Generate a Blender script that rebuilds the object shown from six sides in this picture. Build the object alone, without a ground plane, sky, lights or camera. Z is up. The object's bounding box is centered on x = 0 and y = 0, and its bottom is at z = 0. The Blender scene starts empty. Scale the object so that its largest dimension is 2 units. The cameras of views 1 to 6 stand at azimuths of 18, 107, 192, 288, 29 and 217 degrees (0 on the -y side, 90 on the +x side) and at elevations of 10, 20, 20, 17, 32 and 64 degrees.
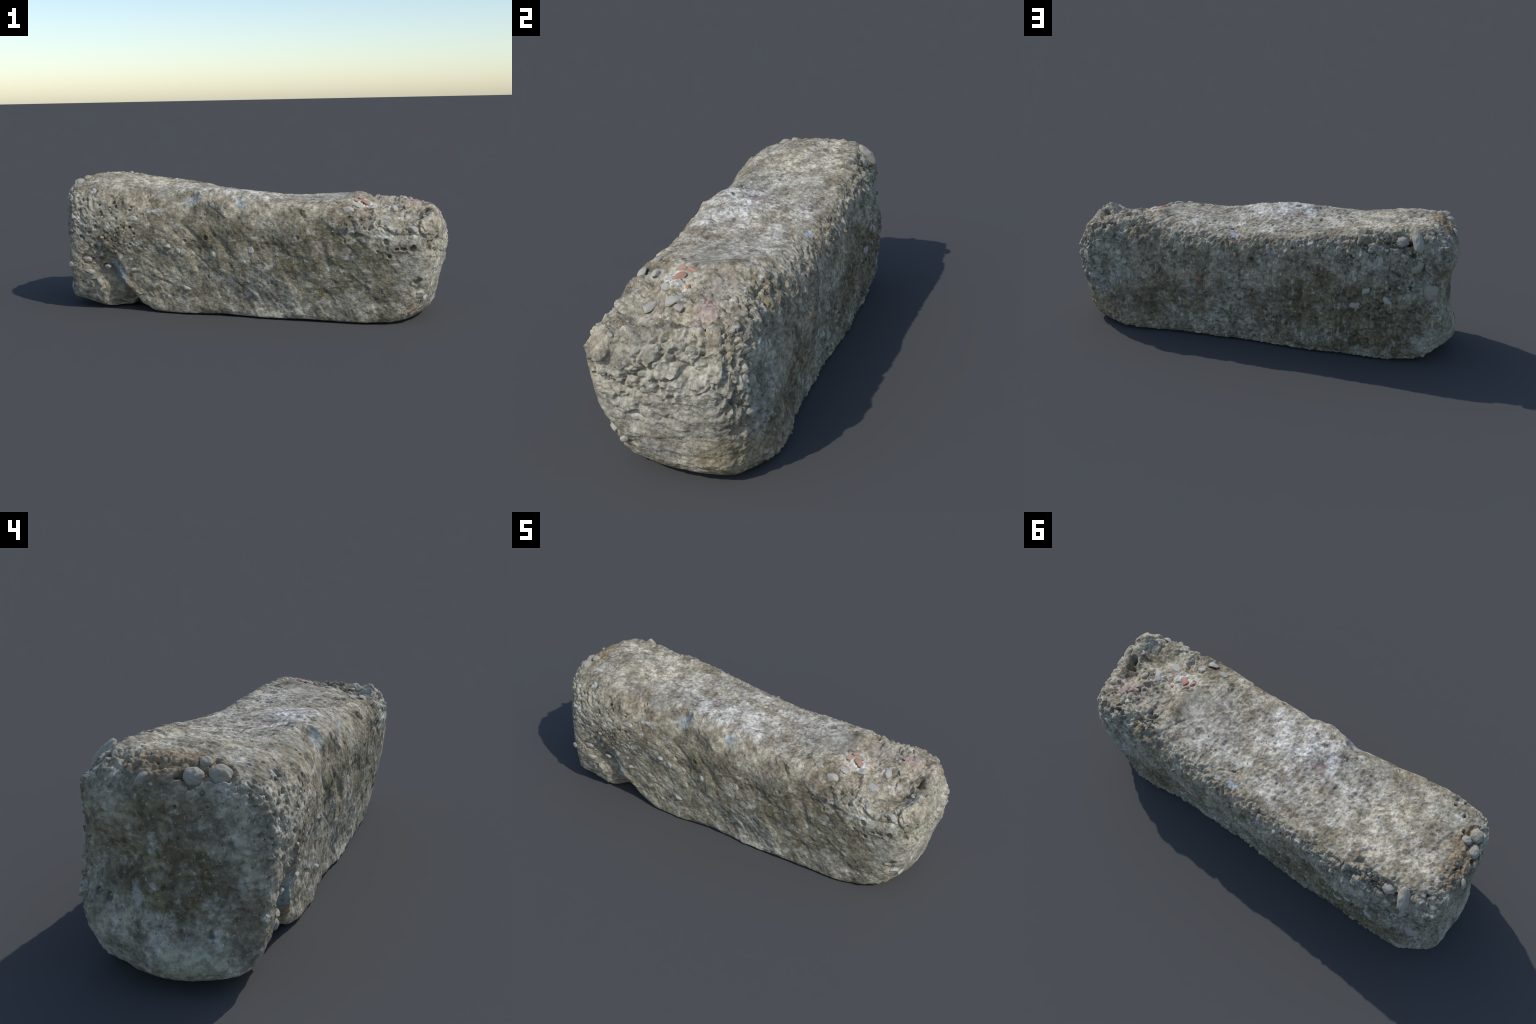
"""A weathered block of rubble concrete: a rough rectangular bar with broken ends,
embedded pebbles, brick chips and pale stone chips."""
import bpy, math
import numpy as np

SEED = 7
STEP = 0.0034          # spacing of the surface mesh, metres
INSET = 0.002          # the base sits a little inside the outline; relief stands out from it
rng = np.random.default_rng(SEED)

# ------------------------------------------------------------------ base form
HALF = np.array([1.0, 0.28, 0.30])     # nominal half sizes of the bar
EDGE = 0.085                           # worn edge radius
STATIONS = 9                           # along x, from -1 to 1

# heights of the top along x: front edge, middle, back edge
TOP = [[0.642, 0.640, 0.622, 0.646, 0.622, 0.563, 0.542, 0.490, 0.503],
       [0.679, 0.664, 0.635, 0.617, 0.601, 0.577, 0.591, 0.539, 0.527],
       [0.695, 0.646, 0.636, 0.594, 0.563, 0.569, 0.572, 0.568, 0.535]]
# underside
BOTTOM = [[0.064, 0.019, 0.001, -0.020, 0.005, -0.012, 0.003, -0.011, -0.010],
          [0.077, -0.016, -0.006, -0.015, -0.018, -0.022, -0.014, -0.013, 0.009],
          [0.099, -0.021, -0.028, -0.030, -0.028, -0.031, -0.033, -0.026, 0.043]]
# front side (y) along x at four levels from bottom to top
FRONT = [[-0.241, -0.223, -0.245, -0.250, -0.247, -0.263, -0.264, -0.259, -0.227],
         [-0.296, -0.264, -0.260, -0.266, -0.281, -0.284, -0.279, -0.278, -0.263],
         [-0.294, -0.313, -0.285, -0.274, -0.285, -0.293, -0.290, -0.295, -0.277],
         [-0.277, -0.272, -0.259, -0.239, -0.245, -0.280, -0.305, -0.303, -0.282]]
# back side
BACK = [[0.209, 0.258, 0.274, 0.272, 0.251, 0.242, 0.242, 0.238, 0.181],
        [0.296, 0.293, 0.281, 0.282, 0.258, 0.261, 0.253, 0.275, 0.196],
        [0.279, 0.289, 0.289, 0.286, 0.270, 0.274, 0.259, 0.244, 0.208],
        [0.248, 0.270, 0.287, 0.289, 0.268, 0.245, 0.224, 0.215, 0.207]]
# the two ends (x): rows front, middle, back; columns bottom to top
END_LEFT = [[-0.905, -0.891, -0.887, -0.908],
            [-1.033, -0.946, -0.958, -0.928],
            [-0.911, -0.929, -0.908, -0.824]]
END_RIGHT = [[0.765, 0.905, 0.956, 0.994],
             [0.900, 0.951, 0.977, 0.970],
             [0.927, 0.943, 0.982, 0.915]]

ACROSS = [-1, 0, 1]
LEVELS = [-1, -1 / 3, 1 / 3, 1]


def lagrange(nodes, t):
    cols = []
    for i, a in enumerate(nodes):
        w = np.ones_like(t)
        for j, b in enumerate(nodes):
            if i != j:
                w = w * (t - b) / (a - b)
        cols.append(w)
    return np.stack(cols, -1)


def along(rows, t):
    """Catmull-Rom interpolation of station values; result (points, rows)."""
    rows = np.asarray(rows, float)
    ext = np.hstack([2 * rows[:, :1] - rows[:, 1:2], rows, 2 * rows[:, -1:] - rows[:, -2:-1]])
    s = (np.clip(t, -1, 1) + 1) / 2 * (STATIONS - 1)
    i = np.clip(np.floor(s).astype(int), 0, STATIONS - 2)
    f = (s - i)[:, None]
    p0, p1, p2, p3 = (ext[:, i + k].T for k in range(4))
    return (p0 * (-.5 * f + f * f - .5 * f ** 3) + p1 * (1 - 2.5 * f * f + 1.5 * f ** 3)
            + p2 * (.5 * f + 2 * f * f - 1.5 * f ** 3) + p3 * (-.5 * f * f + .5 * f ** 3))


def round_box(box):
    """Round the edges of the plain box; the upright edge at the front left and the front foot edge are sharper than the rest."""
    t = box / HALF
    sharp = np.clip((-t[:, 0] - .8) / .2, 0, 1) * np.clip((-t[:, 1] - .2) / .6, 0, 1) * np.clip((.8 - t[:, 2]) / .5, 0, 1)
    sole = np.clip((-t[:, 2] - .5) / .4, 0, 1) * np.clip((-t[:, 1] - .2) / .6, 0, 1) * np.clip((.98 - np.abs(t[:, 0])) / .15, 0, 1)
    r = (EDGE - .045 * np.maximum(sharp, sole))[:, None]
    inner = np.clip(box, -(HALF - r), HALF - r)
    v = box - inner
    return (inner + v / np.maximum(np.linalg.norm(v, axis=1, keepdims=True), 1e-9) * r) / HALF


def base_form(box):
    """Map points of the plain box to the worn bar."""
    a, b, c = round_box(box).T
    wb, wc = lagrange(ACROSS, b), lagrange(LEVELS, c)
    mix = lambda lo, hi, t: lo + (hi - lo) * (t + 1) / 2
    x = mix(np.einsum('ni,ij,nj->n', wb, np.array(END_LEFT), wc), np.einsum('ni,ij,nj->n', wb, np.array(END_RIGHT), wc), a)
    y = mix((along(FRONT, a) * wc).sum(1), (along(BACK, a) * wc).sum(1), b)
    z = mix((along(BOTTOM, a) * wb).sum(1), (along(TOP, a) * wb).sum(1), c)
    return np.stack([x, y, z], 1)


def box_surface(step):
    """Welded quad grid over the box."""
    n = np.round(2 * HALF / step).astype(int)
    keys, quads, base = [], [], 0
    for ax in range(3):
        u, w = [i for i in range(3) if i != ax]
        for side in (0, 1):
            iu, iw = np.meshgrid(np.arange(n[u] + 1), np.arange(n[w] + 1), indexing='ij')
            k = np.zeros(iu.shape + (3,), np.int64)
            k[..., u], k[..., w], k[..., ax] = iu, iw, side * n[ax]
            idx = base + np.arange(iu.size).reshape(iu.shape)
            f = np.stack([idx[:-1, :-1], idx[1:, :-1], idx[1:, 1:], idx[:-1, 1:]], -1).reshape(-1, 4)
            if (side == 1) == (ax == 1):
                f = f[:, ::-1]
            keys.append(k.reshape(-1, 3)); quads.append(f); base += iu.size
    keys, quads = np.vstack(keys), np.vstack(quads)
    code = (keys[:, 0] * (n[1] + 1) + keys[:, 1]) * (n[2] + 1) + keys[:, 2]
    _, first, inv = np.unique(code, return_index=True, return_inverse=True)
    return keys[first] / n * 2 * HALF - HALF, inv.ravel()[quads]


def vertex_normals(v, f):
    d = np.cross(v[f[:, 2]] - v[f[:, 0]], v[f[:, 3]] - v[f[:, 1]])
    out = np.zeros_like(v)
    for k in range(4):
        for i in range(3):
            out[:, i] += np.bincount(f[:, k], d[:, i], len(v))
    return out / np.maximum(np.linalg.norm(out, axis=1, keepdims=True), 1e-12)


# ------------------------------------------------------------------ noise
def hash01(ix, iy, iz, salt):
    h = (ix.astype(np.uint32) * np.uint32(374761393) + iy.astype(np.uint32) * np.uint32(668265263)
         + iz.astype(np.uint32) * np.uint32(2147483647) + np.uint32(salt) * np.uint32(974634767))
    h = (h ^ (h >> np.uint32(13))) * np.uint32(1274126177)
    h = (h ^ (h >> np.uint32(16))) * np.uint32(2246822519)
    h = h ^ (h >> np.uint32(15))
    return h.astype(np.float64) / 4294967295.0


def value_noise(p, salt):
    """Smooth lattice noise in about [-1, 1]."""
    i = np.floor(p).astype(np.int64)
    f = p - i
    w = f * f * f * (f * (f * 6 - 15) + 10)
    i = i + 100000
    g = 0
    for dx in (0, 1):
        for dy in (0, 1):
            for dz in (0, 1):
                ax, ay, az = i[:, 0] + dx, i[:, 1] + dy, i[:, 2] + dz
                phi = hash01(ax, ay, az, salt) * 2 * math.pi
                ct = hash01(ax, ay, az, salt + 57) * 2 - 1
                st = np.sqrt(1 - ct * ct)
                d = (st * np.cos(phi) * (f[:, 0] - dx) + st * np.sin(phi) * (f[:, 1] - dy) + ct * (f[:, 2] - dz))
                g = g + d * (w[:, 0] if dx else 1 - w[:, 0]) * (w[:, 1] if dy else 1 - w[:, 1]) * (w[:, 2] if dz else 1 - w[:, 2])
    return g * 1.6


def fbm(p, freq, octaves, salt, gain=0.5):
    s, a, tot = 0, 1.0, 0
    for o in range(octaves):
        s = s + a * value_noise(p * freq * 2 ** o + 13.7 * o, salt + 11 * o)
        tot += a
        a *= gain
    return s / tot


def cells(p, freq, salt):
    """Distance to nearest feature point, distance to the second, and a random value of the nearest cell."""
    q = p * freq
    i = np.floor(q).astype(np.int64)
    f1 = np.full(len(p), 9.0); f2 = f1.copy(); rid = np.zeros(len(p))
    for dx in (-1, 0, 1):
        for dy in (-1, 0, 1):
            for dz in (-1, 0, 1):
                c = i + (dx, dy, dz)
                k = c + 100000
                d2 = 0
                for j in range(3):
                    d2 = d2 + (c[:, j] + hash01(k[:, 0], k[:, 1], k[:, 2], salt + j) - q[:, j]) ** 2
                d = np.sqrt(d2)
                r = hash01(k[:, 0], k[:, 1], k[:, 2], salt + 9)
                near = d < f1
                f2 = np.where(near, f1, np.minimum(f2, d))
                rid = np.where(near, r, rid)
                f1 = np.where(near, d, f1)
    return f1, f2, rid


def facets(p, freq, salt, slope):
    """Chipped facets: every cell is a randomly tilted plane with a random step."""
    q = p * freq
    i = np.floor(q).astype(np.int64)
    best = np.full(len(p), 9.0); second = best.copy(); h = np.zeros(len(p))
    for dx in (-1, 0, 1):
        for dy in (-1, 0, 1):
            for dz in (-1, 0, 1):
                c = i + (dx, dy, dz)
                k = c + 100000
                r = [hash01(k[:, 0], k[:, 1], k[:, 2], salt + j) for j in range(7)]
                v = [q[:, j] - c[:, j] - r[j] for j in range(3)]
                d = np.sqrt(v[0] ** 2 + v[1] ** 2 + v[2] ** 2)
                plane = sum(v[j] * (r[3 + j] * 2 - 1) for j in range(3)) * slope + (r[6] - .5) * .5
                near = d < best
                second = np.where(near, best, np.minimum(second, d))
                h = np.where(near, plane, h)
                best = np.where(near, d, best)
    edge = smooth(0, .22, second - best)
    return h / freq * (.35 + .65 * edge)


def smooth(e0, e1, t):
    t = np.clip((t - e0) / (e1 - e0), 0, 1)
    return t * t * (3 - 2 * t)


def bell(p, centre, radii):
    return np.exp(-(((p - np.array(centre)) / np.array(radii)) ** 2).sum(1))


def groove(p, a, b, width):
    a, b = np.array(a), np.array(b)
    t = np.clip(((p - a) @ (b - a)) / ((b - a) @ (b - a)), 0, 1)
    d = np.linalg.norm(p - a - t[:, None] * (b - a), axis=1)
    return np.exp(-(d / width) ** 2) * (1 - 0.4 * np.abs(2 * t - 1))


# ------------------------------------------------------------------ local features, positions measured on the bar
# broad hollows and swellings: centre, radii, height
SWELLS = [
    ((-0.69, -0.02, 0.66), (0.13, 0.12, 0.08), 0.018), ((-0.21, -0.05, 0.62), (0.10, 0.12, 0.06), -0.020),   # crown and saddle of the top
    ((-0.82, 0.02, 0.67), (0.08, 0.16, 0.08), 0.008), ((-0.68, 0.22, 0.655), (0.12, 0.06, 0.06), 0.014),
    ((-0.55, 0.29, 0.47), (0.14, 0.08, 0.12), 0.026), ((-0.20, 0.28, 0.34), (0.15, 0.07, 0.12), 0.012),      # uneven back
    ((0.02, 0.27, 0.40), (0.14, 0.07, 0.14), 0.014), ((0.40, 0.25, 0.45), (0.15, 0.07, 0.10), 0.012),
    ((0.78, 0.21, 0.49), (0.12, 0.08, 0.08), 0.028), ((0.66, 0.265, 0.17), (0.14, 0.06, 0.08), -0.020),
    ((-0.94, 0.16, 0.56), (0.07, 0.10, 0.09), 0.030), ((-0.95, -0.04, 0.43), (0.05, 0.08, 0.08), -0.010),    # left end
    ((-0.92, -0.22, 0.18), (0.06, 0.07, 0.08), -0.012), ((-0.95, -0.15, 0.54), (0.06, 0.08, 0.05), -0.016),
    ((-0.98, 0.18, 0.12), (0.06, 0.08, 0.05), -0.010), ((-0.95, 0.20, 0.20), (0.08, 0.09, 0.07), 0.034), ((-0.94, 0.16, 0.41), (0.06, 0.09, 0.06), -0.020),
    ((-0.95, -0.22, 0.10), (0.06, 0.07, 0.06), -0.014), ((-0.45, 0.29, 0.28), (0.12, 0.06, 0.12), 0.012),
    ((-0.620, -0.22, 0.16), (0.06, 0.07, 0.08), 0.020), ((0.93, 0.19, 0.45), (0.06, 0.06, 0.07), -0.016),
    ((0.97, 0.08, 0.43), (0.04, 0.05, 0.06), -0.012), ((0.80, 0.24, 0.32), (0.08, 0.06, 0.06), -0.012),
    ((0.08, -0.27, 0.09), (0.22, 0.06, 0.09), -0.020), ((-0.42, -0.285, 0.42), (0.09, 0.05, 0.10), 0.016),   # front
    ((0.02, -0.27, 0.46), (0.16, 0.06, 0.08), 0.016), ((0.31, -0.29, 0.43), (0.08, 0.05, 0.06), 0.010),
    ((0.96, -0.12, 0.49), (0.05, 0.06, 0.05), 0.014), ((0.975, -0.04, 0.38), (0.05, 0.08, 0.07), 0.012),     # right end
    ((-0.840, 0.250, 0.07), (0.10, 0.08, 0.07), 0.036),      # smooth pale foot at the back
    ((-0.940, 0.25, 0.34), (0.07, 0.08, 0.065), -0.022),     # notch above it
    ((-0.880, 0.230, 0.570), (0.065, 0.065, 0.075), 0.030), # domed lump in the back corner
    ((-0.55, -0.30, 0.16), (0.05, 0.05, 0.10), 0.012),      # slab right of the notch
    ((-0.76, -0.25, 0.14), (0.07, 0.08, 0.09), 0.012),      # the foot itself
    ((0.830, -0.135, 0.52), (0.085, 0.070, 0.07), -0.044),  # dish in the broken end
    ((0.755, -0.165, 0.53), (0.055, 0.045, 0.06), -0.022),
    ((-0.950, -0.14, 0.40), (0.08, 0.09, 0.10), 0.010),     # left end: fuller middle
    ((-0.960, 0.12, 0.40), (0.06, 0.05, 0.05), -0.012),
    ((-0.950, 0.05, 0.20), (0.06, 0.06, 0.06), 0.012),
    ((0.862, 0.005, 0.53), (0.040, 0.055, 0.06), -0.026),   # pit behind the bowl
    ((0.635, -0.165, 0.55), (0.035, 0.030, 0.05), -0.020),
    ((0.465, -0.012, 0.595), (0.070, 0.090, 0.05), -0.010), # smooth hollow in the top
    ((0.555, 0.045, 0.59), (0.045, 0.110, 0.05), 0.020),    # lip before the broken end
    ((0.935, -0.180, 0.51), (0.035, 0.050, 0.05), 0.020),   # raised corner
    ((-0.225, -0.235, 0.596), (0.030, 0.035, 0.045), -0.020),  # niche in the front top edge
    ((-0.290, -0.235, 0.600), (0.050, 0.035, 0.045), -0.010),
    ((-0.100, -0.255, 0.580), (0.095, 0.050, 0.055), 0.019),
    ((0.050, -0.250, 0.570), (0.080, 0.045, 0.050), 0.006),
    ((0.030, -0.255, 0.575), (0.030, 0.030, 0.05), -0.012),
    ((-0.790, 0.285, 0.45), (0.055, 0.060, 0.045), -0.022), # hollow under the dome
    ((-0.640, 0.315, 0.37), (0.060, 0.050, 0.030), -0.012),
    ((-0.658, -0.310, 0.352), (0.030, 0.030, 0.028), 0.012),
    ((0.950, 0.150, 0.45), (0.030, 0.050, 0.070), -0.014),
    ((0.970, 0.040, 0.44), (0.030, 0.030, 0.040), -0.012),
    ((0.720, 0.240, 0.49), (0.050, 0.050, 0.060), -0.014),
    ((-0.940, 0.160, 0.28), (0.05, 0.035, 0.035), -0.010),
    ((-0.950, -0.130, 0.205), (0.05, 0.030, 0.025), -0.016),
    ((0.560, -0.283, 0.425), (0.045, 0.04, 0.022), -0.010),
    ((0.890, -0.245, 0.180), (0.030, 0.04, 0.025), -0.012),
]
# round holes: centre, radius, depth
HOLES = [
    ((0.876, -0.289, 0.378), .014, .020), ((0.827, -0.292, 0.376), .012, .018), ((0.798, -0.294, 0.373), .009, .012),
    ((0.763, -0.290, 0.339), .013, .014), ((0.752, -0.299, 0.405), .013, .016), ((0.552, -0.283, 0.409), .011, .012),
    ((0.710, -0.293, 0.361), .008, .010), ((0.889, -0.263, 0.219), .018, .016), ((0.960, -0.242, 0.378), .010, .014),
    ((0.393, -0.284, 0.423), .009, .010), ((0.326, -0.287, 0.415), .012, .008),
    ((-0.532, -0.302, 0.529), .012, .016), ((-0.627, -0.298, 0.566), .008, .012), ((-0.692, -0.315, 0.509), .012, .014),
    ((-0.608, -0.316, 0.485), .009, .010), ((-0.723, -0.316, 0.444), .013, .014), ((-0.784, -0.312, 0.429), .009, .010),
    ((-0.637, -0.310, 0.380), .010, .012), ((-0.567, -0.309, 0.382), .008, .012), ((-0.536, -0.302, 0.356), .008, .012),
    ((-0.499, -0.305, 0.373), .008, .012), ((-0.406, -0.297, 0.359), .008, .010), ((-0.143, -0.275, 0.398), .011, .014),
    ((-0.255, -0.282, 0.383), .009, .012), ((-0.449, -0.242, 0.598), .008, .014), ((-0.606, -0.178, 0.651), .006, .008),
    ((-0.135, -0.277, 0.198), .009, .012), ((-0.768, -0.288, 0.274), .012, .014), ((-0.707, -0.272, 0.234), .012, .014),
    ((-0.768, -0.258, 0.162), .009, .010), ((-0.740, -0.305, 0.330), .016, .014),
    ((0.893, -0.034, 0.525), .024, .060), ((0.902, -0.062, 0.520), .020, .050), ((0.642, 0.133, 0.567), .011, .018), ((0.628, 0.155, 0.567), .010, .016),
    ((0.573, 0.169, 0.574), .008, .014), ((0.788, 0.192, 0.545), .012, .016), ((0.568, -0.114, 0.569), .009, .014),
    ((-0.798, -0.195, 0.653), .010, .020), ((-0.749, -0.222, 0.644), .008, .016), ((-0.772, -0.265, 0.615), .010, .018),
    ((-0.835, -0.125, 0.665), .011, .020), ((-0.868, -0.108, 0.655), .010, .020), ((-0.890, -0.112, 0.640), .009, .020),
    ((-0.926, -0.042, 0.645), .014, .024), ((-0.893, 0.031, 0.662), .010, .014), ((-0.494, 0.007, 0.618), .008, .008),
    ((-0.552, 0.214, 0.642), .016, .016), ((-0.631, 0.263, 0.619), .015, .016), ((-0.707, 0.207, 0.661), .010, .010),
    ((-0.740, 0.255, 0.620), .016, .026), ((-0.479, 0.290, 0.502), .015, .014), ((-0.708, 0.303, 0.464), .014, .020),
    ((-0.761, 0.300, 0.404), .013, .022), ((-0.644, 0.310, 0.361), .012, .016), ((-0.697, 0.309, 0.374), .012, .018),
    ((-0.472, 0.298, 0.322), .014, .012), ((-0.456, 0.295, 0.265), .011, .016), ((-0.856, 0.271, 0.462), .012, .022),
    ((0.020, 0.275, 0.464), .012, .020), ((0.518, 0.261, 0.272), .014, .012), ((0.803, 0.238, 0.371), .009, .012),
    ((0.413, 0.265, 0.451), .011, .012), ((-0.953, 0.207, 0.283), .012, .012),
    ((-0.958, -0.044, 0.564), .008, .012), ((-0.962, 0.073, 0.537), .010, .009), ((-0.936, 0.071, 0.448), .008, .010),
    ((-0.930, 0.009, 0.449), .011, .014), ((-0.942, 0.154, 0.406), .010, .010), ((-0.927, -0.025, 0.363), .012, .009),
    ((-0.951, 0.169, 0.268), .013, .012), ((-0.921, -0.202, 0.268), .009, .010), ((-0.950, -0.132, 0.193), .012, .020),
    ((-0.905, -0.243, 0.420), .012, .008), ((-0.965, -0.045, 0.200), .008, .008),
    ((0.976, -0.014, 0.457), .014, .016), ((0.978, 0.050, 0.414), .014, .012), ((0.964, -0.166, 0.347), .012, .014),
    ((0.968, 0.112, 0.479), .012, .012), ((0.967, -0.108, 0.495), .007, .010), ((0.941, 0.184, 0.478), .014, .014),
    ((0.904, 0.216, 0.250), .014, .014), ((0.957, 0.174, 0.293), .010, .010), ((0.822, 0.248, 0.233), .012, .012),
]
# cracks, slots and stem marks: ends, width, height
MARKS = [
    ((-0.800, 0.195, 0.650), (-0.825, 0.275, 0.520), .013, -.022), ((-0.735, 0.215, 0.645), (-0.760, 0.285, 0.550), .013, -.022),
    ((-0.800, 0.280, 0.490), (-0.880, 0.270, 0.450), .016, -.018),
    ((0.293, 0.211, 0.554), (0.213, 0.187, 0.568), .004, -.007), ((0.213, 0.187, 0.568), (0.146, 0.158, 0.576), .005, -.010),
    ((0.146, 0.158, 0.576), (0.120, 0.122, 0.578), .004, -.007),
    ((0.527, 0.169, 0.577), (0.502, 0.120, 0.585), .004, -.007), ((0.502, 0.120, 0.585), (0.469, 0.073, 0.592), .004, -.007),
    ((0.566, -0.265, 0.200), (0.605, -0.247, 0.012), .007, .008), ((0.582, -0.262, 0.190), (0.618, -0.250, 0.020), .007, -.006),
    ((0.645, -0.264, 0.178), (0.687, -0.260, 0.069), .007, .008), ((0.662, -0.262, 0.165), (0.700, -0.258, 0.070), .007, -.006),
    ((0.640, -0.269, 0.228), (0.677, -0.276, 0.267), .006, .007), ((0.677, -0.276, 0.267), (0.731, -0.273, 0.232), .006, .007),
    ((0.670, -0.276, 0.270), (0.623, -0.276, 0.313), .008, -.009), ((0.623, -0.276, 0.313), (0.594, -0.281, 0.374), .008, -.009),
    ((-0.436, -0.261, 0.193), (-0.341, -0.259, 0.154), .005, -.010), ((-0.430, -0.262, 0.208), (-0.340, -0.262, 0.168), .006, .007),
    ((0.132, -0.274, 0.427), (0.223, -0.284, 0.372), .005, -.009), ((-0.254, -0.277, 0.456), (-0.163, -0.277, 0.376), .009, -.010),
    ((-0.237, -0.279, 0.348), (-0.139, -0.277, 0.262), .006, -.008), ((0.309, -0.280, 0.279), (0.349, -0.275, 0.248), .005, -.007),
    ((-0.626, -0.294, 0.319), (-0.581, -0.266, 0.224), .012, .012), ((-0.603, -0.253, 0.188), (-0.520, -0.220, 0.060), .016, .012),
    ((0.440, -0.29, 0.400), (0.480, -0.28, 0.250), .016, -.008), ((-0.10, -0.28, 0.42), (0.03, -0.28, 0.28), .014, -.008),
]
# stones that stand out of the surface: kind, surface point, half sizes, direction of the long axis, sink (share of depth hidden)
STONES = [
    ('pebble', (-0.887, -0.148, 0.650), (.032, .029, .026), (0, 1, 0), .18),
    ('pebble', (-0.912, -0.080, 0.643), (.029, .026, .024), (0, 1, 0), .28),
    ('pebble', (-0.860, -0.098, 0.655), (.018, .020, .015), (0, 1, 0), .20),
    ('stone_chip', (-0.944, 0.060, 0.625), (.026, .014, .016), (0, -.3, 1), .26),
    ('pebble', (-0.778, 0.245, 0.622), (.058, .026, .026), (-.35, .70, -.62), .12),
    ('pebble', (-0.700, 0.245, 0.620), (.030, .026, .022), (1, 0, 0), .40),
    ('pebble', (-0.778, 0.290, 0.512), (.038, .026, .018), (.5, 0, -.9), .40),
    ('pebble', (-0.860, 0.285, 0.395), (.040, .034, .018), (-.3, 0, 1), .45),
    ('stone_chip', (-0.900, -0.298, 0.240), (.020, .015, .014), (-1, -.3, 0), .15),
    ('pebble', (-0.740, -0.245, 0.147), (.024, .014, .016), (.3, 0, -1), .10),
    ('pebble', (-0.790, -0.300, 0.265), (.026, .020, .018), (1, 0, 0), .45),
    ('stone_chip', (-0.788, -0.255, 0.205), (.026, .020, .016), (1, 0, 0), .51),
    ('stone_chip', (-0.690, -0.270, 0.225), (.022, .014, .014), (1, 0, .3), .51),
    ('stone_chip', (-0.287, -0.284, 0.331), (.022, .018, .014), (.5, 0, -1), .46),
    ('stone_chip', (-0.341, -0.292, 0.353), (.018, .018, .014), (.5, 0, -1), .46),
    ('stone_chip', (-0.104, -0.281, 0.314), (.016, .014, .012), (.5, 0, -1), .46),
    ('stone_chip', (0.090, -0.280, 0.345), (.024, .018, .013), (.5, 0, -1), .51),
    ('stone_chip', (-0.539, -0.267, 0.222), (.026, .014, .012), (1, 0, .2), .51),
    ('stone_chip', (-0.262, -0.265, 0.137), (.030, .016, .013), (1, 0, -.4), .51),
    ('stone_chip', (0.560, -0.245, 0.540), (.030, .024, .016), (1, 0, .1), .46),
    ('stone_chip', (0.479, -0.218, 0.559), (.026, .016, .012), (1, 0, .1), .51),
    ('stone_chip', (0.590, -0.185, 0.562), (.026, .020, .014), (1, .3, 0), .46),
    ('stone_chip', (0.655, -0.120, 0.555), (.028, .022, .016), (1, .5, 0), .51),
    ('stone_chip', (0.740, -0.060, 0.545), (.032, .026, .018), (1, -.5, 0), .51),
    ('stone_chip', (0.720, -0.160, 0.530), (.036, .026, .016), (1, .2, 0), .51),
    ('stone_chip', (0.800, -0.020, 0.540), (.026, .024, .020), (.3, 1, 0), .46),
    ('stone_chip', (0.860, 0.225, 0.345), (.030, .024, .018), (0, 0, 1), .62),
    ('stone_chip', (0.880, 0.222, 0.268), (.030, .022, .020), (1, 0, .2), .62),
    ('stone_chip', (0.890, -0.225, 0.150), (.028, .020, .016), (1, .3, .3), .46),
    ('stone_chip', (0.910, -0.190, 0.130), (.026, .020, .018), (1, .3, .3), .51),
    ('stone_chip', (0.800, -0.285, 0.455), (.020, .018, .016), (1, 0, 0), .46),
    ('stone_chip', (0.865, -0.285, 0.470), (.026, .022, .018), (1, 0, 0), .56),
    ('stone_chip', (0.750, -0.275, 0.490), (.022, .018, .016), (1, 0, 0), .56),
    ('stone_chip', (-0.556, 0.305, 0.375), (.032, .026, .018), (1, 0, -1), .56),
    ('stone_chip', (-0.518, 0.302, 0.282), (.045, .026, .014), (1, 0, .2), .61),
    ('stone_chip', (-0.660, 0.312, 0.330), (.030, .022, .016), (1, 0, .4), .56),
    ('brick_chip', (0.620, -0.088, 0.562), (.032, .022, .010), (1, -.2, -.1), .46),
    ('brick_chip', (0.572, -0.092, 0.572), (.018, .014, .010), (.3, 1, 0), .51),
    ('brick_chip', (0.585, -0.055, 0.575), (.022, .012, .008), (.6, 1, 0), .61),
    ('brick_chip', (0.660, -0.045, 0.562), (.010, .009, .006), (1, 0, 0), .56),
    ('brick_chip', (0.785, 0.072, 0.553), (.026, .012, .008), (.9, .4, 0), .61),
    ('brick_chip', (0.855, -0.196, 0.078), (.026, .014, .010), (1, 0, .6), .51),
    ('brick_chip', (0.358, 0.272, 0.354), (.022, .013, .006), (.2, 0, -1), .62),
]


def notch_shift(p):
    """Sharp arched undercut beside the foot at the front left: pushes the face back."""
    x, y, z = (p + .012 * np.stack([fbm(p, 18, 2, 401 + k) for k in range(3)], 1)).T
    u = -((x + .665) * .91 + (z - .31) * .41)          # distance left of the slab edge
    depth = .008 + .028 * smooth(.33, .15, z) + .042 * smooth(.12, .02, z)
    inside = smooth(-.010, .034, u) * (1 - smooth(.105, .180, u + .03 * smooth(.0, .15, z)))
    return depth * inside * smooth(.40, .27, z) * smooth(-.02, -.15, y)


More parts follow.
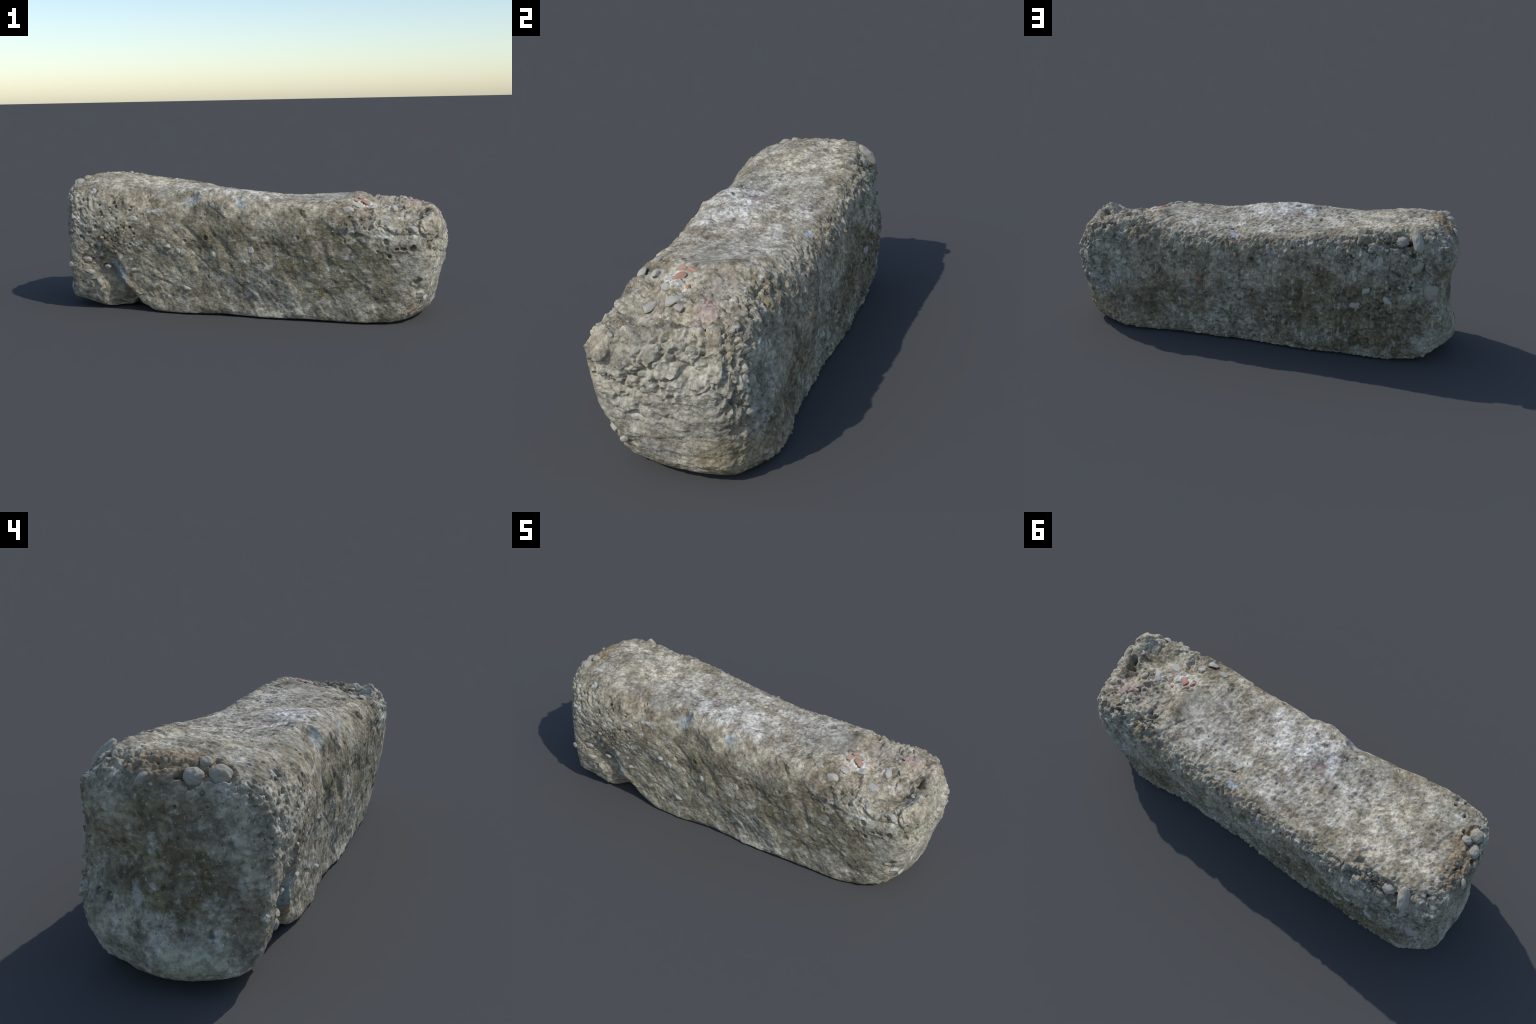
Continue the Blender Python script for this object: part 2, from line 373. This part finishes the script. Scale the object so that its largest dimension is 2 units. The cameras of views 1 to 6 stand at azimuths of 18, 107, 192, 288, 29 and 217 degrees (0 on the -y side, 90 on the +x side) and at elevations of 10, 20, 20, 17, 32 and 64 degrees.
def relief(p, n):
    """Height of the surface relief above the base form, in metres."""
    warp = np.stack([fbm(p, 30, 2, 301 + 7 * k) for k in range(3)], 1)
    pw = p + 0.006 * warp
    x, y, z = p.T
    top = smooth(.45, .75, n[:, 2])
    front = smooth(.45, .75, -n[:, 1])
    back = smooth(.45, .75, n[:, 1])
    end_l = smooth(.45, .75, -n[:, 0])
    end_r = smooth(.45, .75, n[:, 0])
    rim = np.clip(1 - np.maximum.reduce([top, front, back, end_l, end_r]), 0, 1)

    patch = .25 + .75 * smooth(-.22, .22, fbm(p, 7, 2, 17))      # bare gravel here, mortar skin there
    broken = np.maximum(smooth(.52, .64, x + .10 * fbm(p, 6, 2, 5)) * smooth(.40, .48, z), end_r * (.2 + .8 * smooth(.18, .42, z + .10 * fbm(p, 8, 2, 6))))
    knobbly = np.maximum.reduce([broken, .9 * smooth(-.45, -.75, x) * np.maximum(front, .5 * rim) * smooth(.12, .3, z),
                                 .8 * back * smooth(.1, -.5, x), .55 * back, .45 * rim,
                                 smooth(-.80, -.86, x) * smooth(.55, .61, z)])
    calm = np.maximum(bell(p, (.465, -.012, .595), (.10, .10, .06)), bell(p, (-.39, -.22, .61), (.09, .07, .06)))
    calm = np.maximum(calm, bell(p, (.82, -.145, .50), (.10, .070, .06)))
    calm = np.maximum(calm, .55 * end_r * smooth(.34, .2, z))
    calm = np.maximum(calm, .75 * end_l * smooth(.24, .12, z))
    calm = np.maximum(calm, .75 * bell(p, (-.95, .27, .08), (.2, .12, .12)))
    calm = np.maximum(calm, .75 * front * smooth(.15, .45, x) * smooth(.44, .30, z))
    live = 1 - .8 * calm
    knobbly = knobbly * patch
    gravel = broken * patch
    rough = np.maximum(live * (1 - .35 * front), 0)

    h = .004 * fbm(p, 6, 2, 21)
    h += rough * (.0045 * fbm(pw, 19, 2, 31) + .0030 * fbm(pw, 45, 2, 41))
    # lumpy top: rounded swells with narrow valleys
    h += (top + .4 * rim) * live * .0055 * (.5 - np.abs(fbm(pw, 24, 2, 51)) * 2.2)
    h += top * live * .0030 * (.5 - np.abs(fbm(pw, 55, 2, 53)) * 2.2)
    # lumps of aggregate under a skin of mortar
    f1, f2, rid = cells(pw + .006 * warp[:, ::-1], 34, 61)
    h += knobbly * live * .0080 * ((1 - smooth(.05, .85, f1)) * (.1 + rid ** 2 * 1.3) - .25)
    # chipped facets
    c1, c2, cid = cells(pw + .012 * warp[:, ::-1], 15, 141)
    torn = smooth(-.10, .25, fbm(p, 11, 2, 19))
    h += broken * live * (.016 * torn * (smooth(.0, .16, c2 - c1) - .85) + .010 * patch * (cid - .5) + .003)
    e1, e2, eid = cells(pw + .008 * warp, 33, 143)
    h += (.8 * knobbly + .35 * rim) * (1 - .6 * broken) * live * (.0105 * torn * (smooth(.0, .22, e2 - e1) - .8) + .005 * (eid - .5))
    h += broken * live * (.30 * facets(pw, 12, 81, 1.0) + .26 * facets(pw, 32, 83, 1.1))
    h += (.28 * knobbly + .08 * rim + .20 * back) * live * facets(pw, 38, 85, 1.2)
    d1 = np.array([.62, 0, -.78]); d2 = np.array([.78, 0, .62])
    flat = np.stack([pw @ d1 * .55, pw[:, 1], pw @ d2], 1)
    h += front * (1 - .5 * knobbly) * (.075 * facets(flat, 9, 87, .9) + .085 * facets(flat + 3, 24, 89, .9))
    # front: ledges that run down to the right, and fine scoring
    q = np.stack([pw @ d1 * 5, pw @ d2 * 14, pw[:, 1] * 8], 1)
    h += front * (1 - .5 * knobbly) * .0010 * np.tanh(3.0 * fbm(q, 1, 3, 91))
    q2 = np.stack([pw @ d1 * 22, pw @ d2 * 60, pw[:, 1] * 30], 1)
    h += front * .0012 * fbm(q2, 1, 2, 95)
    # right end: flat-lying ledges
    q5 = np.stack([pw[:, 0] * 10, pw[:, 1] * 9, pw[:, 2] * 30], 1)
    h += end_r * .0030 * np.tanh(3 * fbm(q5, 1, 3, 97))
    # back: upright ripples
    q3 = np.stack([pw[:, 0] * 60, pw[:, 1] * 40, pw[:, 2] * 16], 1)
    h += back * .0085 * fbm(q3, 1, 3, 101)
    m1, m2, mid = cells(pw + .012 * warp, 17, 151)
    h += back * np.maximum(smooth(-.25, -.6, x), .7 * smooth(.55, .8, x)) * smooth(.12, .25, z) * (.015 * torn * (smooth(.0, .20, m2 - m1) - .75) + .020 * (mid - .45))
    # left end: drag marks and small voids
    q4 = np.stack([pw[:, 0] * 30, pw[:, 1] * 34, pw[:, 2] * 9], 1)
    h += end_l * (.0042 * np.tanh(2.5 * fbm(q4, 1, 3, 111)) * live + .0065 * fbm(pw, 12, 3, 113) * smooth(.10, .22, z))
    # scattered pores
    s1, s2, sid = cells(pw, 24, 121)
    pore = (1 - smooth(.08, .30, s1)) * (sid > .62) * np.clip(knobbly + .15 + .5 * end_l + .35 * back, 0, 1)
    h -= .016 * pore * live
    t1, t2, tid = cells(pw, 52, 131)
    h -= .006 * (1 - smooth(.10, .34, t1)) * (tid > .6) * live * np.clip(knobbly + .15 + .35 * end_l, 0, 1)

    h = np.where(h > .008, .008 + .010 * np.tanh((h - .008) / .010), h) - .004 * broken     # worn: nothing juts out far
    # the pitted part of the front, left
    v1, v2, vid = cells(pw, 36, 161)
    h -= front * smooth(-.25, -.6, x) * smooth(.27, .42, z) * .016 * (1 - smooth(.10, .36, v1)) * (vid > .45)

    for c, r, d in SWELLS:
        h += d * bell(p, c, r)
    pm = p + .016 * warp
    for c, r, d in HOLES:
        near = np.abs(p[:, 0] - c[0]) < 3 * r + .02
        dist = np.linalg.norm(pm[near] - np.array(c), axis=1)
        h[near] -= 1.3 * d * (1 - smooth(.45 * r, 1.2 * r, dist)) - .12 * d * np.exp(-((dist - 1.5 * r) / (.4 * r)) ** 2)
    for a, b, w, d in MARKS:
        h += d * groove(p + .004 * warp, a, b, w)
    # sockets around the stones
    for kind, c, s, ax, sink in STONES:
        r = max(s[0], s[1])
        near = np.abs(p[:, 0] - c[0]) < 3 * r
        dist = np.linalg.norm(pm[near] - np.array(c), axis=1) / r
        h[near] -= (.42 if kind == 'pebble' and r < .036 else max(0, .28 - sink)) * r * (1 - smooth(1.0, 1.5, dist))
    # foot-level contact: no relief under the block
    return h * (1 - .8 * smooth(-.6, -.9, n[:, 2]))


# ------------------------------------------------------------------ build helpers
def mesh_object(name, verts, faces, mat, parent):
    me = bpy.data.meshes.new(name)
    me.vertices.add(len(verts)); me.vertices.foreach_set('co', np.ascontiguousarray(verts, np.float32).ravel())
    me.loops.add(faces.size); me.loops.foreach_set('vertex_index', np.ascontiguousarray(faces, np.int32).ravel())
    me.polygons.add(len(faces))
    me.polygons.foreach_set('loop_start', np.arange(0, faces.size, faces.shape[1], dtype=np.int32))
    me.update(calc_edges=True); me.validate()
    me.polygons.foreach_set('use_smooth', np.ones(len(me.polygons), bool))
    me.materials.append(mat)
    ob = bpy.data.objects.new(name, me)
    bpy.context.scene.collection.objects.link(ob)
    ob.parent = parent
    return ob


# ------------------------------------------------------------------ materials
class Graph:
    def __init__(self, name):
        self.mat = bpy.data.materials.new(name)
        self.mat.use_nodes = True
        self.nt = self.mat.node_tree
        self.bsdf = self.nt.nodes['Principled BSDF']
        self.bsdf.inputs['Roughness'].default_value = .93
        self.bsdf.inputs['Specular IOR Level'].default_value = .25
        self.co = self.node('ShaderNodeTexCoord').outputs['Object']

    def node(self, kind, **kw):
        n = self.nt.nodes.new(kind)
        for k, v in kw.items():
            setattr(n, k, v)
        return n

    def put(self, sock, val):
        if isinstance(val, bpy.types.NodeSocket):
            self.nt.links.new(val, sock)
        else:
            sock.default_value = val

    def mapped(self, scale=(1, 1, 1), rot=(0, 0, 0), loc=(0, 0, 0), co=None):
        m = self.node('ShaderNodeMapping')
        self.put(m.inputs['Vector'], co or self.co)
        m.inputs['Scale'].default_value, m.inputs['Rotation'].default_value, m.inputs['Location'].default_value = scale, rot, loc
        return m.outputs[0]

    def noise(self, scale, detail=4, rough=.55, co=None, distort=0):
        n = self.node('ShaderNodeTexNoise')
        self.put(n.inputs['Vector'], co or self.co)
        n.inputs['Scale'].default_value, n.inputs['Detail'].default_value = scale, detail
        n.inputs['Roughness'].default_value, n.inputs['Distortion'].default_value = rough, distort
        return n.outputs['Fac']

    def math(self, op, a, b=None, clamp=False):
        n = self.node('ShaderNodeMath', operation=op, use_clamp=clamp)
        self.put(n.inputs[0], a)
        if b is not None:
            self.put(n.inputs[1], b)
        return n.outputs[0]

    def ramp(self, v, lo, hi, a=0., b=1.):
        n = self.node('ShaderNodeMapRange', interpolation_type='SMOOTHSTEP')
        self.put(n.inputs['Value'], v)
        for i, x in zip(('From Min', 'From Max', 'To Min', 'To Max'), (lo, hi, a, b)):
            n.inputs[i].default_value = x
        return n.outputs[0]

    def mix(self, fac, a, b, blend='MIX'):
        n = self.node('ShaderNodeMix', data_type='RGBA', blend_type=blend)
        self.put(n.inputs[0], fac)
        for s, c in ((n.inputs[6], a), (n.inputs[7], b)):
            self.put(s, c if isinstance(c, bpy.types.NodeSocket) else (*c, 1))
        return n.outputs[2]

    def spot(self, co, centre, radii):
        """1 at the centre of an ellipsoid, 0 outside; co is a noise-shifted position."""
        s = self.mapped(tuple(1 / r for r in radii), loc=tuple(-c / r for c, r in zip(centre, radii)), co=co)
        n = self.node('ShaderNodeVectorMath', operation='LENGTH')
        self.put(n.inputs[0], s)
        return self.ramp(n.outputs['Value'], 1.0, .45)

    def shifted(self, scale, amount):
        n = self.node('ShaderNodeTexNoise')
        self.put(n.inputs['Vector'], self.co)
        n.inputs['Scale'].default_value, n.inputs['Detail'].default_value = scale, 3
        s = self.node('ShaderNodeVectorMath', operation='SUBTRACT')
        self.put(s.inputs[0], n.outputs['Color']); s.inputs[1].default_value = (.5, .5, .5)
        m = self.node('ShaderNodeVectorMath', operation='MULTIPLY_ADD')
        self.put(m.inputs[0], s.outputs[0]); m.inputs[1].default_value = (amount,) * 3; self.put(m.inputs[2], self.co)
        return m.outputs[0]

    def finish(self, colour, height=None, strength=.5, distance=.004):
        self.put(self.bsdf.inputs['Base Color'], colour)
        if height is not None:
            b = self.node('ShaderNodeBump')
            b.inputs['Strength'].default_value, b.inputs['Distance'].default_value = strength, distance
            self.put(b.inputs['Height'], height)
            self.put(self.bsdf.inputs['Normal'], b.outputs[0])
        return self.mat


def concrete_material():
    g = Graph('rubble_concrete')
    warm, cool, olive = (.40, .354, .266), (.385, .36, .295), (.20, .176, .108)
    broad = g.noise(2.6, 3)
    col = g.mix(g.ramp(broad, .40, .60), warm, cool)
    # olive-brown darkening, patchy; puts the back's shade and the darker front into the colour
    wob = g.shifted(5, .22)
    wob2 = g.shifted(22, .05)
    sep = g.node('ShaderNodeSeparateXYZ'); g.put(sep.inputs[0], g.co)
    olive_patch = g.ramp(g.noise(6.5, 5, .6), .50, .66)
    where = g.math('ADD', g.spot(wob, (.50, -.30, .26), (.42, .14, .24)), g.spot(wob, (-.05, -.30, .40), (.22, .12, .16)), True)
    where = g.math('ADD', where, g.spot(wob, (-.40, .32, .22), (.62, .16, .30)), True)
    where = g.math('ADD', where, g.spot(wob, (.45, .32, .15), (.45, .14, .22)), True)
    where = g.math('ADD', where, g.spot(wob, (-.98, .0, .40), (.16, .30, .26)), True)
    fac = g.math('ADD', g.math('MULTIPLY', olive_patch, .50), g.math('MULTIPLY', where, .68), True)
    col = g.mix(fac, col, olive)
    # pale lime bloom on the middle of the top and the upper front edge
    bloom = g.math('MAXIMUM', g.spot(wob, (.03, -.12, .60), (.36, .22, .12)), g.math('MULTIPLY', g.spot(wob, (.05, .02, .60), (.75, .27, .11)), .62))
    cream = g.math('MULTIPLY', g.spot(wob, (-.66, .02, .66), (.36, .26, .11)), g.ramp(g.noise(8, 5, .6, g.mapped(loc=(1, 7, 3))), .36, .60))
    col = g.mix(g.math('MULTIPLY', cream, .65), col, (.60, .555, .445))
    bloom = g.math('ADD', bloom, g.spot(wob, (.72, -.12, .56), (.22, .16, .10)), True)
    bloom = g.math('MULTIPLY', bloom, g.ramp(g.noise(9, 5, .6), .36, .62))
    col = g.mix(g.math('MULTIPLY', bloom, .75), col, (.68, .665, .62))
    swing = g.ramp(g.noise(4.3, 4, .55, g.mapped(loc=(4, 0, 6))), .36, .64)
    col = g.mix(swing, g.mix(1.0, col, (.78, .76, .72), 'MULTIPLY'), g.mix(1.0, col, (1.10, 1.10, 1.10), 'MULTIPLY'))
    # blotches a few centimetres wide
    blot = g.noise(11.5, 6, .6, g.mapped(loc=(6, 2, 9)))
    col = g.mix(g.ramp(blot, .40, .60), g.mix(1.0, col, (.72, .70, .67), 'MULTIPLY'), g.mix(1.0, col, (1.18, 1.18, 1.17), 'MULTIPLY'))
    # streaky mottle: diagonal on the front, upright on the back, even on the rest
    iso = g.noise(19, 6, .62)
    dia = g.noise(19, 6, .62, g.mapped((.62, 1, 1.15), (0, math.radians(-48), 0)))
    upr = g.noise(27, 6, .62, g.mapped((1.25, 1, .6)))
    y = sep.outputs[1]
    mott = g.node('ShaderNodeMix'); g.put(mott.inputs[0], g.ramp(y, -.20, -.26)); g.put(mott.inputs[2], iso); g.put(mott.inputs[3], dia)
    mot2 = g.node('ShaderNodeMix'); g.put(mot2.inputs[0], g.ramp(y, .20, .26)); g.put(mot2.inputs[2], mott.outputs[0]); g.put(mot2.inputs[3], upr)
    m = mot2.outputs[0]
    col = g.mix(g.ramp(m, .53, .70, 0, .70), col, (.60, .575, .51))
    col = g.mix(g.ramp(m, .46, .32, 0, .80), col, (.150, .125, .092))  # mottle lows painted dark for the scan's crevice shade
    # blue-grey and rusty tints
    col = g.mix(g.ramp(g.noise(17, 3, .5, g.mapped(loc=(3, 1, 7))), .58, .72, 0, .35), col, (.39, .40, .375))
    col = g.mix(g.ramp(g.noise(13, 4, .55, g.mapped(loc=(9, 4, 2))), .62, .76, 0, .45), col, (.40, .30, .22))
    # grain: dark specks and white specks
    col = g.mix(g.ramp(g.noise(75, 4, .6), .40, .30, 0, .75), col, (.07, .065, .055))
    col = g.mix(g.ramp(g.noise(95, 3, .6, g.mapped(loc=(5, 5, 5))), .62, .74, 0, .7), col, (.66, .67, .66))
    # particular marks
    marks = [
        ((.99, -.02, .36), (.12, .30, .26), (.47, .455, .385), .50), ((.86, -.20, .30), (.12, .14, .16), (.45, .43, .36), .40),
        ((.465, -.012, .595), (.10, .12, .07), (.35, .325, .26), .50), ((-.39, -.215, .610), (.07, .06, .06), (.33, .31, .26), .75),
        ((-.161, -.058, .608), (.060, .045, .05), (.24, .165, .14), .65), ((-.750, -.256, .621), (.030, .026, .03), (.66, .69, .70), .8),
        ((.123, .208, .555), (.042, .028, .03), (.58, .60, .64), .7), ((.090, .248, .542), (.020, .016, .02), (.55, .36, .25), .8),
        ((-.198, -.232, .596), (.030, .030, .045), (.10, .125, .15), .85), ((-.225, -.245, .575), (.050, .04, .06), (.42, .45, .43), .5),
        ((.030, -.255, .575), (.04, .03, .05), (.28, .36, .40), .6), ((-.05, .26, .51), (.035, .03, .03), (.28, .32, .38), .5),
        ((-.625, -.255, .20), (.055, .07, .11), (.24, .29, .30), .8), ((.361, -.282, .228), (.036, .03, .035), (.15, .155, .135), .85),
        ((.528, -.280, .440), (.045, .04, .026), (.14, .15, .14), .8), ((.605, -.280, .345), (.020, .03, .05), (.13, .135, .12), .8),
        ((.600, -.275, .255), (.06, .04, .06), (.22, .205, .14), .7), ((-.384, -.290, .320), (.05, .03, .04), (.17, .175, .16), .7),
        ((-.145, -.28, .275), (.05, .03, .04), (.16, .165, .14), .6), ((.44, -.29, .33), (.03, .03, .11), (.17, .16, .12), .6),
        ((.44, -.29, .37), (.07, .03, .06), (.40, .33, .26), .5),
        ((.665, .215, .510), (.05, .05, .05), (.27, .225, .135), .75), ((.87, .13, .12), (.13, .14, .12), (.30, .25, .155), .7),
        ((.90, -.05, .12), (.08, .10, .07), (.36, .35, .32), .6), ((.80, .22, .22), (.09, .05, .07), (.36, .37, .36), .4),
        ((-.62, .285, .10), (.09, .06, .07), (.17, .15, .09), .7), ((-.87, .20, .12), (.15, .14, .13), (.47, .47, .39), .8),
        ((-.97, -.08, .10), (.10, .14, .08), (.39, .38, .28), .7), ((-.95, .08, .29), (.06, .018, .06), (.42, .43, .40), .6),
        ((-.875, -.03, .655), (.085, .23, .06), (.31, .225, .135), .75), ((-.855, .285, .37), (.045, .05, .06), (.27, .19, .20), .8),
        ((.30, .27, .33), (.03, .03, .05), (.30, .19, .13), .6), ((.85, .08, .55), (.12, .05, .04), (.42, .30, .27), .6),
        ((.70, .06, .565), (.14, .08, .05), (.40, .36, .31), .6), ((.91, -.17, .50), (.06, .06, .05), (.34, .335, .26), .7),
    ]
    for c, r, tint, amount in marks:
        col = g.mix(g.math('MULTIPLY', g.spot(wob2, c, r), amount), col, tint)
    # the grain stays visible over the marks
    col = g.mix(g.ramp(g.noise(48, 5, .65, g.mapped(loc=(2, 8, 1))), .30, .70), g.mix(1.0, col, (.64, .625, .61), 'MULTIPLY'), g.mix(1.0, col, (1.34, 1.34, 1.34), 'MULTIPLY'))
    height = g.math('ADD', g.math('MULTIPLY', g.noise(90, 5, .65), .5), g.math('MULTIPLY', m, 1.6))
    return g.finish(col, height, .8, .010)


def stone_material(name, low, high, speck, rough_scale=40):
    g = Graph(name)
    info = g.node('ShaderNodeObjectInfo').outputs['Random']
    col = g.mix(info, low, high)
    col = g.mix(g.ramp(g.noise(rough_scale, 5, .6), .42, .68, 0, .65), col, speck)
    col = g.mix(g.ramp(g.noise(26, 4, .6), .50, .36, 0, .6), col, tuple(.62 * v for v in low))
    col = g.mix(g.ramp(g.noise(75, 3, .6), .46, .34, 0, .7), col, tuple(.4 * v for v in low))
    return g.finish(col, g.noise(120, 4, .6), .4, .004)


# ------------------------------------------------------------------ the block
root = bpy.data.objects.new('concrete_block', None)
bpy.context.scene.collection.objects.link(root)
root['label'] = 'rough grey rubble concrete block with embedded pebbles and brick chips'
root['category'] = 'concrete block'

box, quads = box_surface(STEP)
P0 = base_form(box)
N0 = vertex_normals(P0, quads)
H = relief(P0, N0)
V = P0 + N0 * (H - INSET)[:, None]
V[:, 1] += notch_shift(P0)
x0, y0, z0 = P0.T       # the slab beside the notch does not reach the ground at once
V[:, 2] += .042 * smooth(-.40, -.55, x0) * smooth(-.64, -.57, x0) * smooth(.16, .0, z0) * smooth(-.08, -.17, y0)
low = .002
V[:, 2] = np.where(V[:, 2] < .02, low + .018 * np.exp((V[:, 2] - .02) / .018) - low * np.exp((V[:, 2] - .02) / .018), V[:, 2])
V[:, 2] -= V[:, 2].min()
mesh_object('block_body', V, quads, concrete_material(), root)

# ------------------------------------------------------------------ stones
import bmesh
from mathutils import Vector, Matrix


def stone_mesh(name, seed, angular):
    bm = bmesh.new()
    bmesh.ops.create_icosphere(bm, subdivisions=5, radius=1)
    v = np.array([w.co[:] for w in bm.verts])
    r = np.random.default_rng(seed)
    d = v.copy()
    rad = np.ones(len(v))
    if angular:      # cut by random planes, then softened
        for _ in range(7):
            n = r.normal(size=3); n /= np.linalg.norm(n)
            off = r.uniform(.38, .75)
            t = d @ n
            lim = np.where(t > .05, off / np.maximum(t, .05), 9)
            rad = -np.logaddexp(-45 * rad, -45 * lim) / 45
        rad = rad / np.abs(rad).max()
    rad = rad * (1 + (.10 if angular else .24) * fbm(v + seed, 1.3, 2, 900 + seed) + .05 * fbm(v + seed, 4, 3, 950 + seed))
    for w, c in zip(bm.verts, d * rad[:, None]):
        w.co = c
    me = bpy.data.meshes.new(name)
    bm.to_mesh(me); bm.free()
    me.polygons.foreach_set('use_smooth', np.ones(len(me.polygons), bool))
    return me


mats = {
    'pebble': stone_material('pebble_stone', (.38, .345, .27), (.46, .43, .36), (.58, .55, .48)),
    'stone_chip': stone_material('pale_stone', (.40, .365, .285), (.52, .495, .43), (.64, .62, .57)),
    'brick_chip': stone_material('broken_brick', (.50, .255, .17), (.55, .33, .24), (.50, .42, .36), 55),
    'aggregate': stone_material('aggregate_stone', (.40, .36, .28), (.42, .39, .32), (.56, .53, .46)),
}
shapes = {'pebble': [stone_mesh('pebble', s, False) for s in (1, 2, 3)],
          'stone_chip': [stone_mesh('stone_chip', s, True) for s in (4, 5, 6, 7)],
          'brick_chip': [stone_mesh('brick_chip', s, True) for s in (8, 9)]}
for k, group in shapes.items():
    for me in group:
        me.materials.append(mats[k])


def orient(normal, axis):
    n = Vector(normal).normalized()
    a = Vector(axis)
    a = (a - n * a.dot(n)).normalized()
    return Matrix((a, n.cross(a), n)).transposed()


V = V.astype(float)
for i, (kind, c, s, ax, sink) in enumerate(STONES):
    k = np.argmin(((P0 - np.array(c)) ** 2).sum(1))
    near = ((P0 - P0[k]) ** 2).sum(1) < max(s) ** 2
    n = N0[near].mean(0); n /= np.linalg.norm(n)
    foot = P0[k] + n * float(H[near].mean())
    ob = bpy.data.objects.new(kind, shapes[kind][i % len(shapes[kind])])
    bpy.context.scene.collection.objects.link(ob)
    rot = orient(n, ax)
    spin = Matrix.Rotation(rng.uniform(-.2, .2), 3, 'Z')
    ob.matrix_world = Matrix.Translation(foot + n * s[2] * (.22 - 1.15 * sink)) @ (rot @ spin).to_4x4() @ Matrix.Diagonal((*s, 1))
    ob.parent = root

# small loose-looking aggregate, joined into one part
pool = []
for (lo, hi, count, smin, smax) in (
        ((.55, -.28, .46), (.99, .24, .60), 14, .006, .013), ((.90, -.25, .28), (1.0, .25, .52), 8, .007, .016),
        ((-.98, -.28, .58), (-.80, .28, .70), 22, .006, .013), ((-.92, -.34, .18), (-.50, -.25, .58), 36, .005, .012),
        ((-.80, .20, .25), (-.30, .34, .64), 36, .006, .014), ((.2, .18, .25), (.95, .30, .54), 24, .006, .013),
        ((-.5, -.33, .05), (.9, -.22, .55), 14, .005, .010), ((-.7, -.2, .55), (.5, .25, .70), 12, .004, .008)):
    idx = np.where(((V > np.array(lo)) & (V < np.array(hi))).all(1))[0]
    for k in rng.choice(idx, min(count, len(idx)), replace=False):
        pool.append((k, rng.uniform(smin, smax)))
tmpl = bmesh.new(); bmesh.ops.create_icosphere(tmpl, subdivisions=3, radius=1)
tv = np.array([w.co[:] for w in tmpl.verts]); tf = np.array([[w.index for w in f.verts] for f in tmpl.faces]); tmpl.free()
vs, fs = [], []
for j, (k, s) in enumerate(pool):
    r = np.ones(len(tv))
    for _ in range(7):
        d = rng.normal(size=3); t = tv @ (d / np.linalg.norm(d))
        r = np.minimum(r, np.where(t > .05, rng.uniform(.5, .9) / np.maximum(t, .05), 9))
    r = r * (1 + .15 * fbm(tv + j * 3.1, 1.5, 2, 77))
    size = s * rng.uniform(.7, 1.2, 3) * np.array([1, 1, .75])
    m = np.array(orient(N0[k], rng.normal(size=3)))
    fs.append(tf + len(tv) * j)
    vs.append((tv * r[:, None] * size) @ m.T + V[k] - N0[k] * s * .42)
agg = np.vstack(vs); agg[:, 2] = np.maximum(agg[:, 2], .001)
ob = mesh_object('aggregate', agg, np.vstack(fs), mats['aggregate'], root)
ob['kind'] = 'stuff'
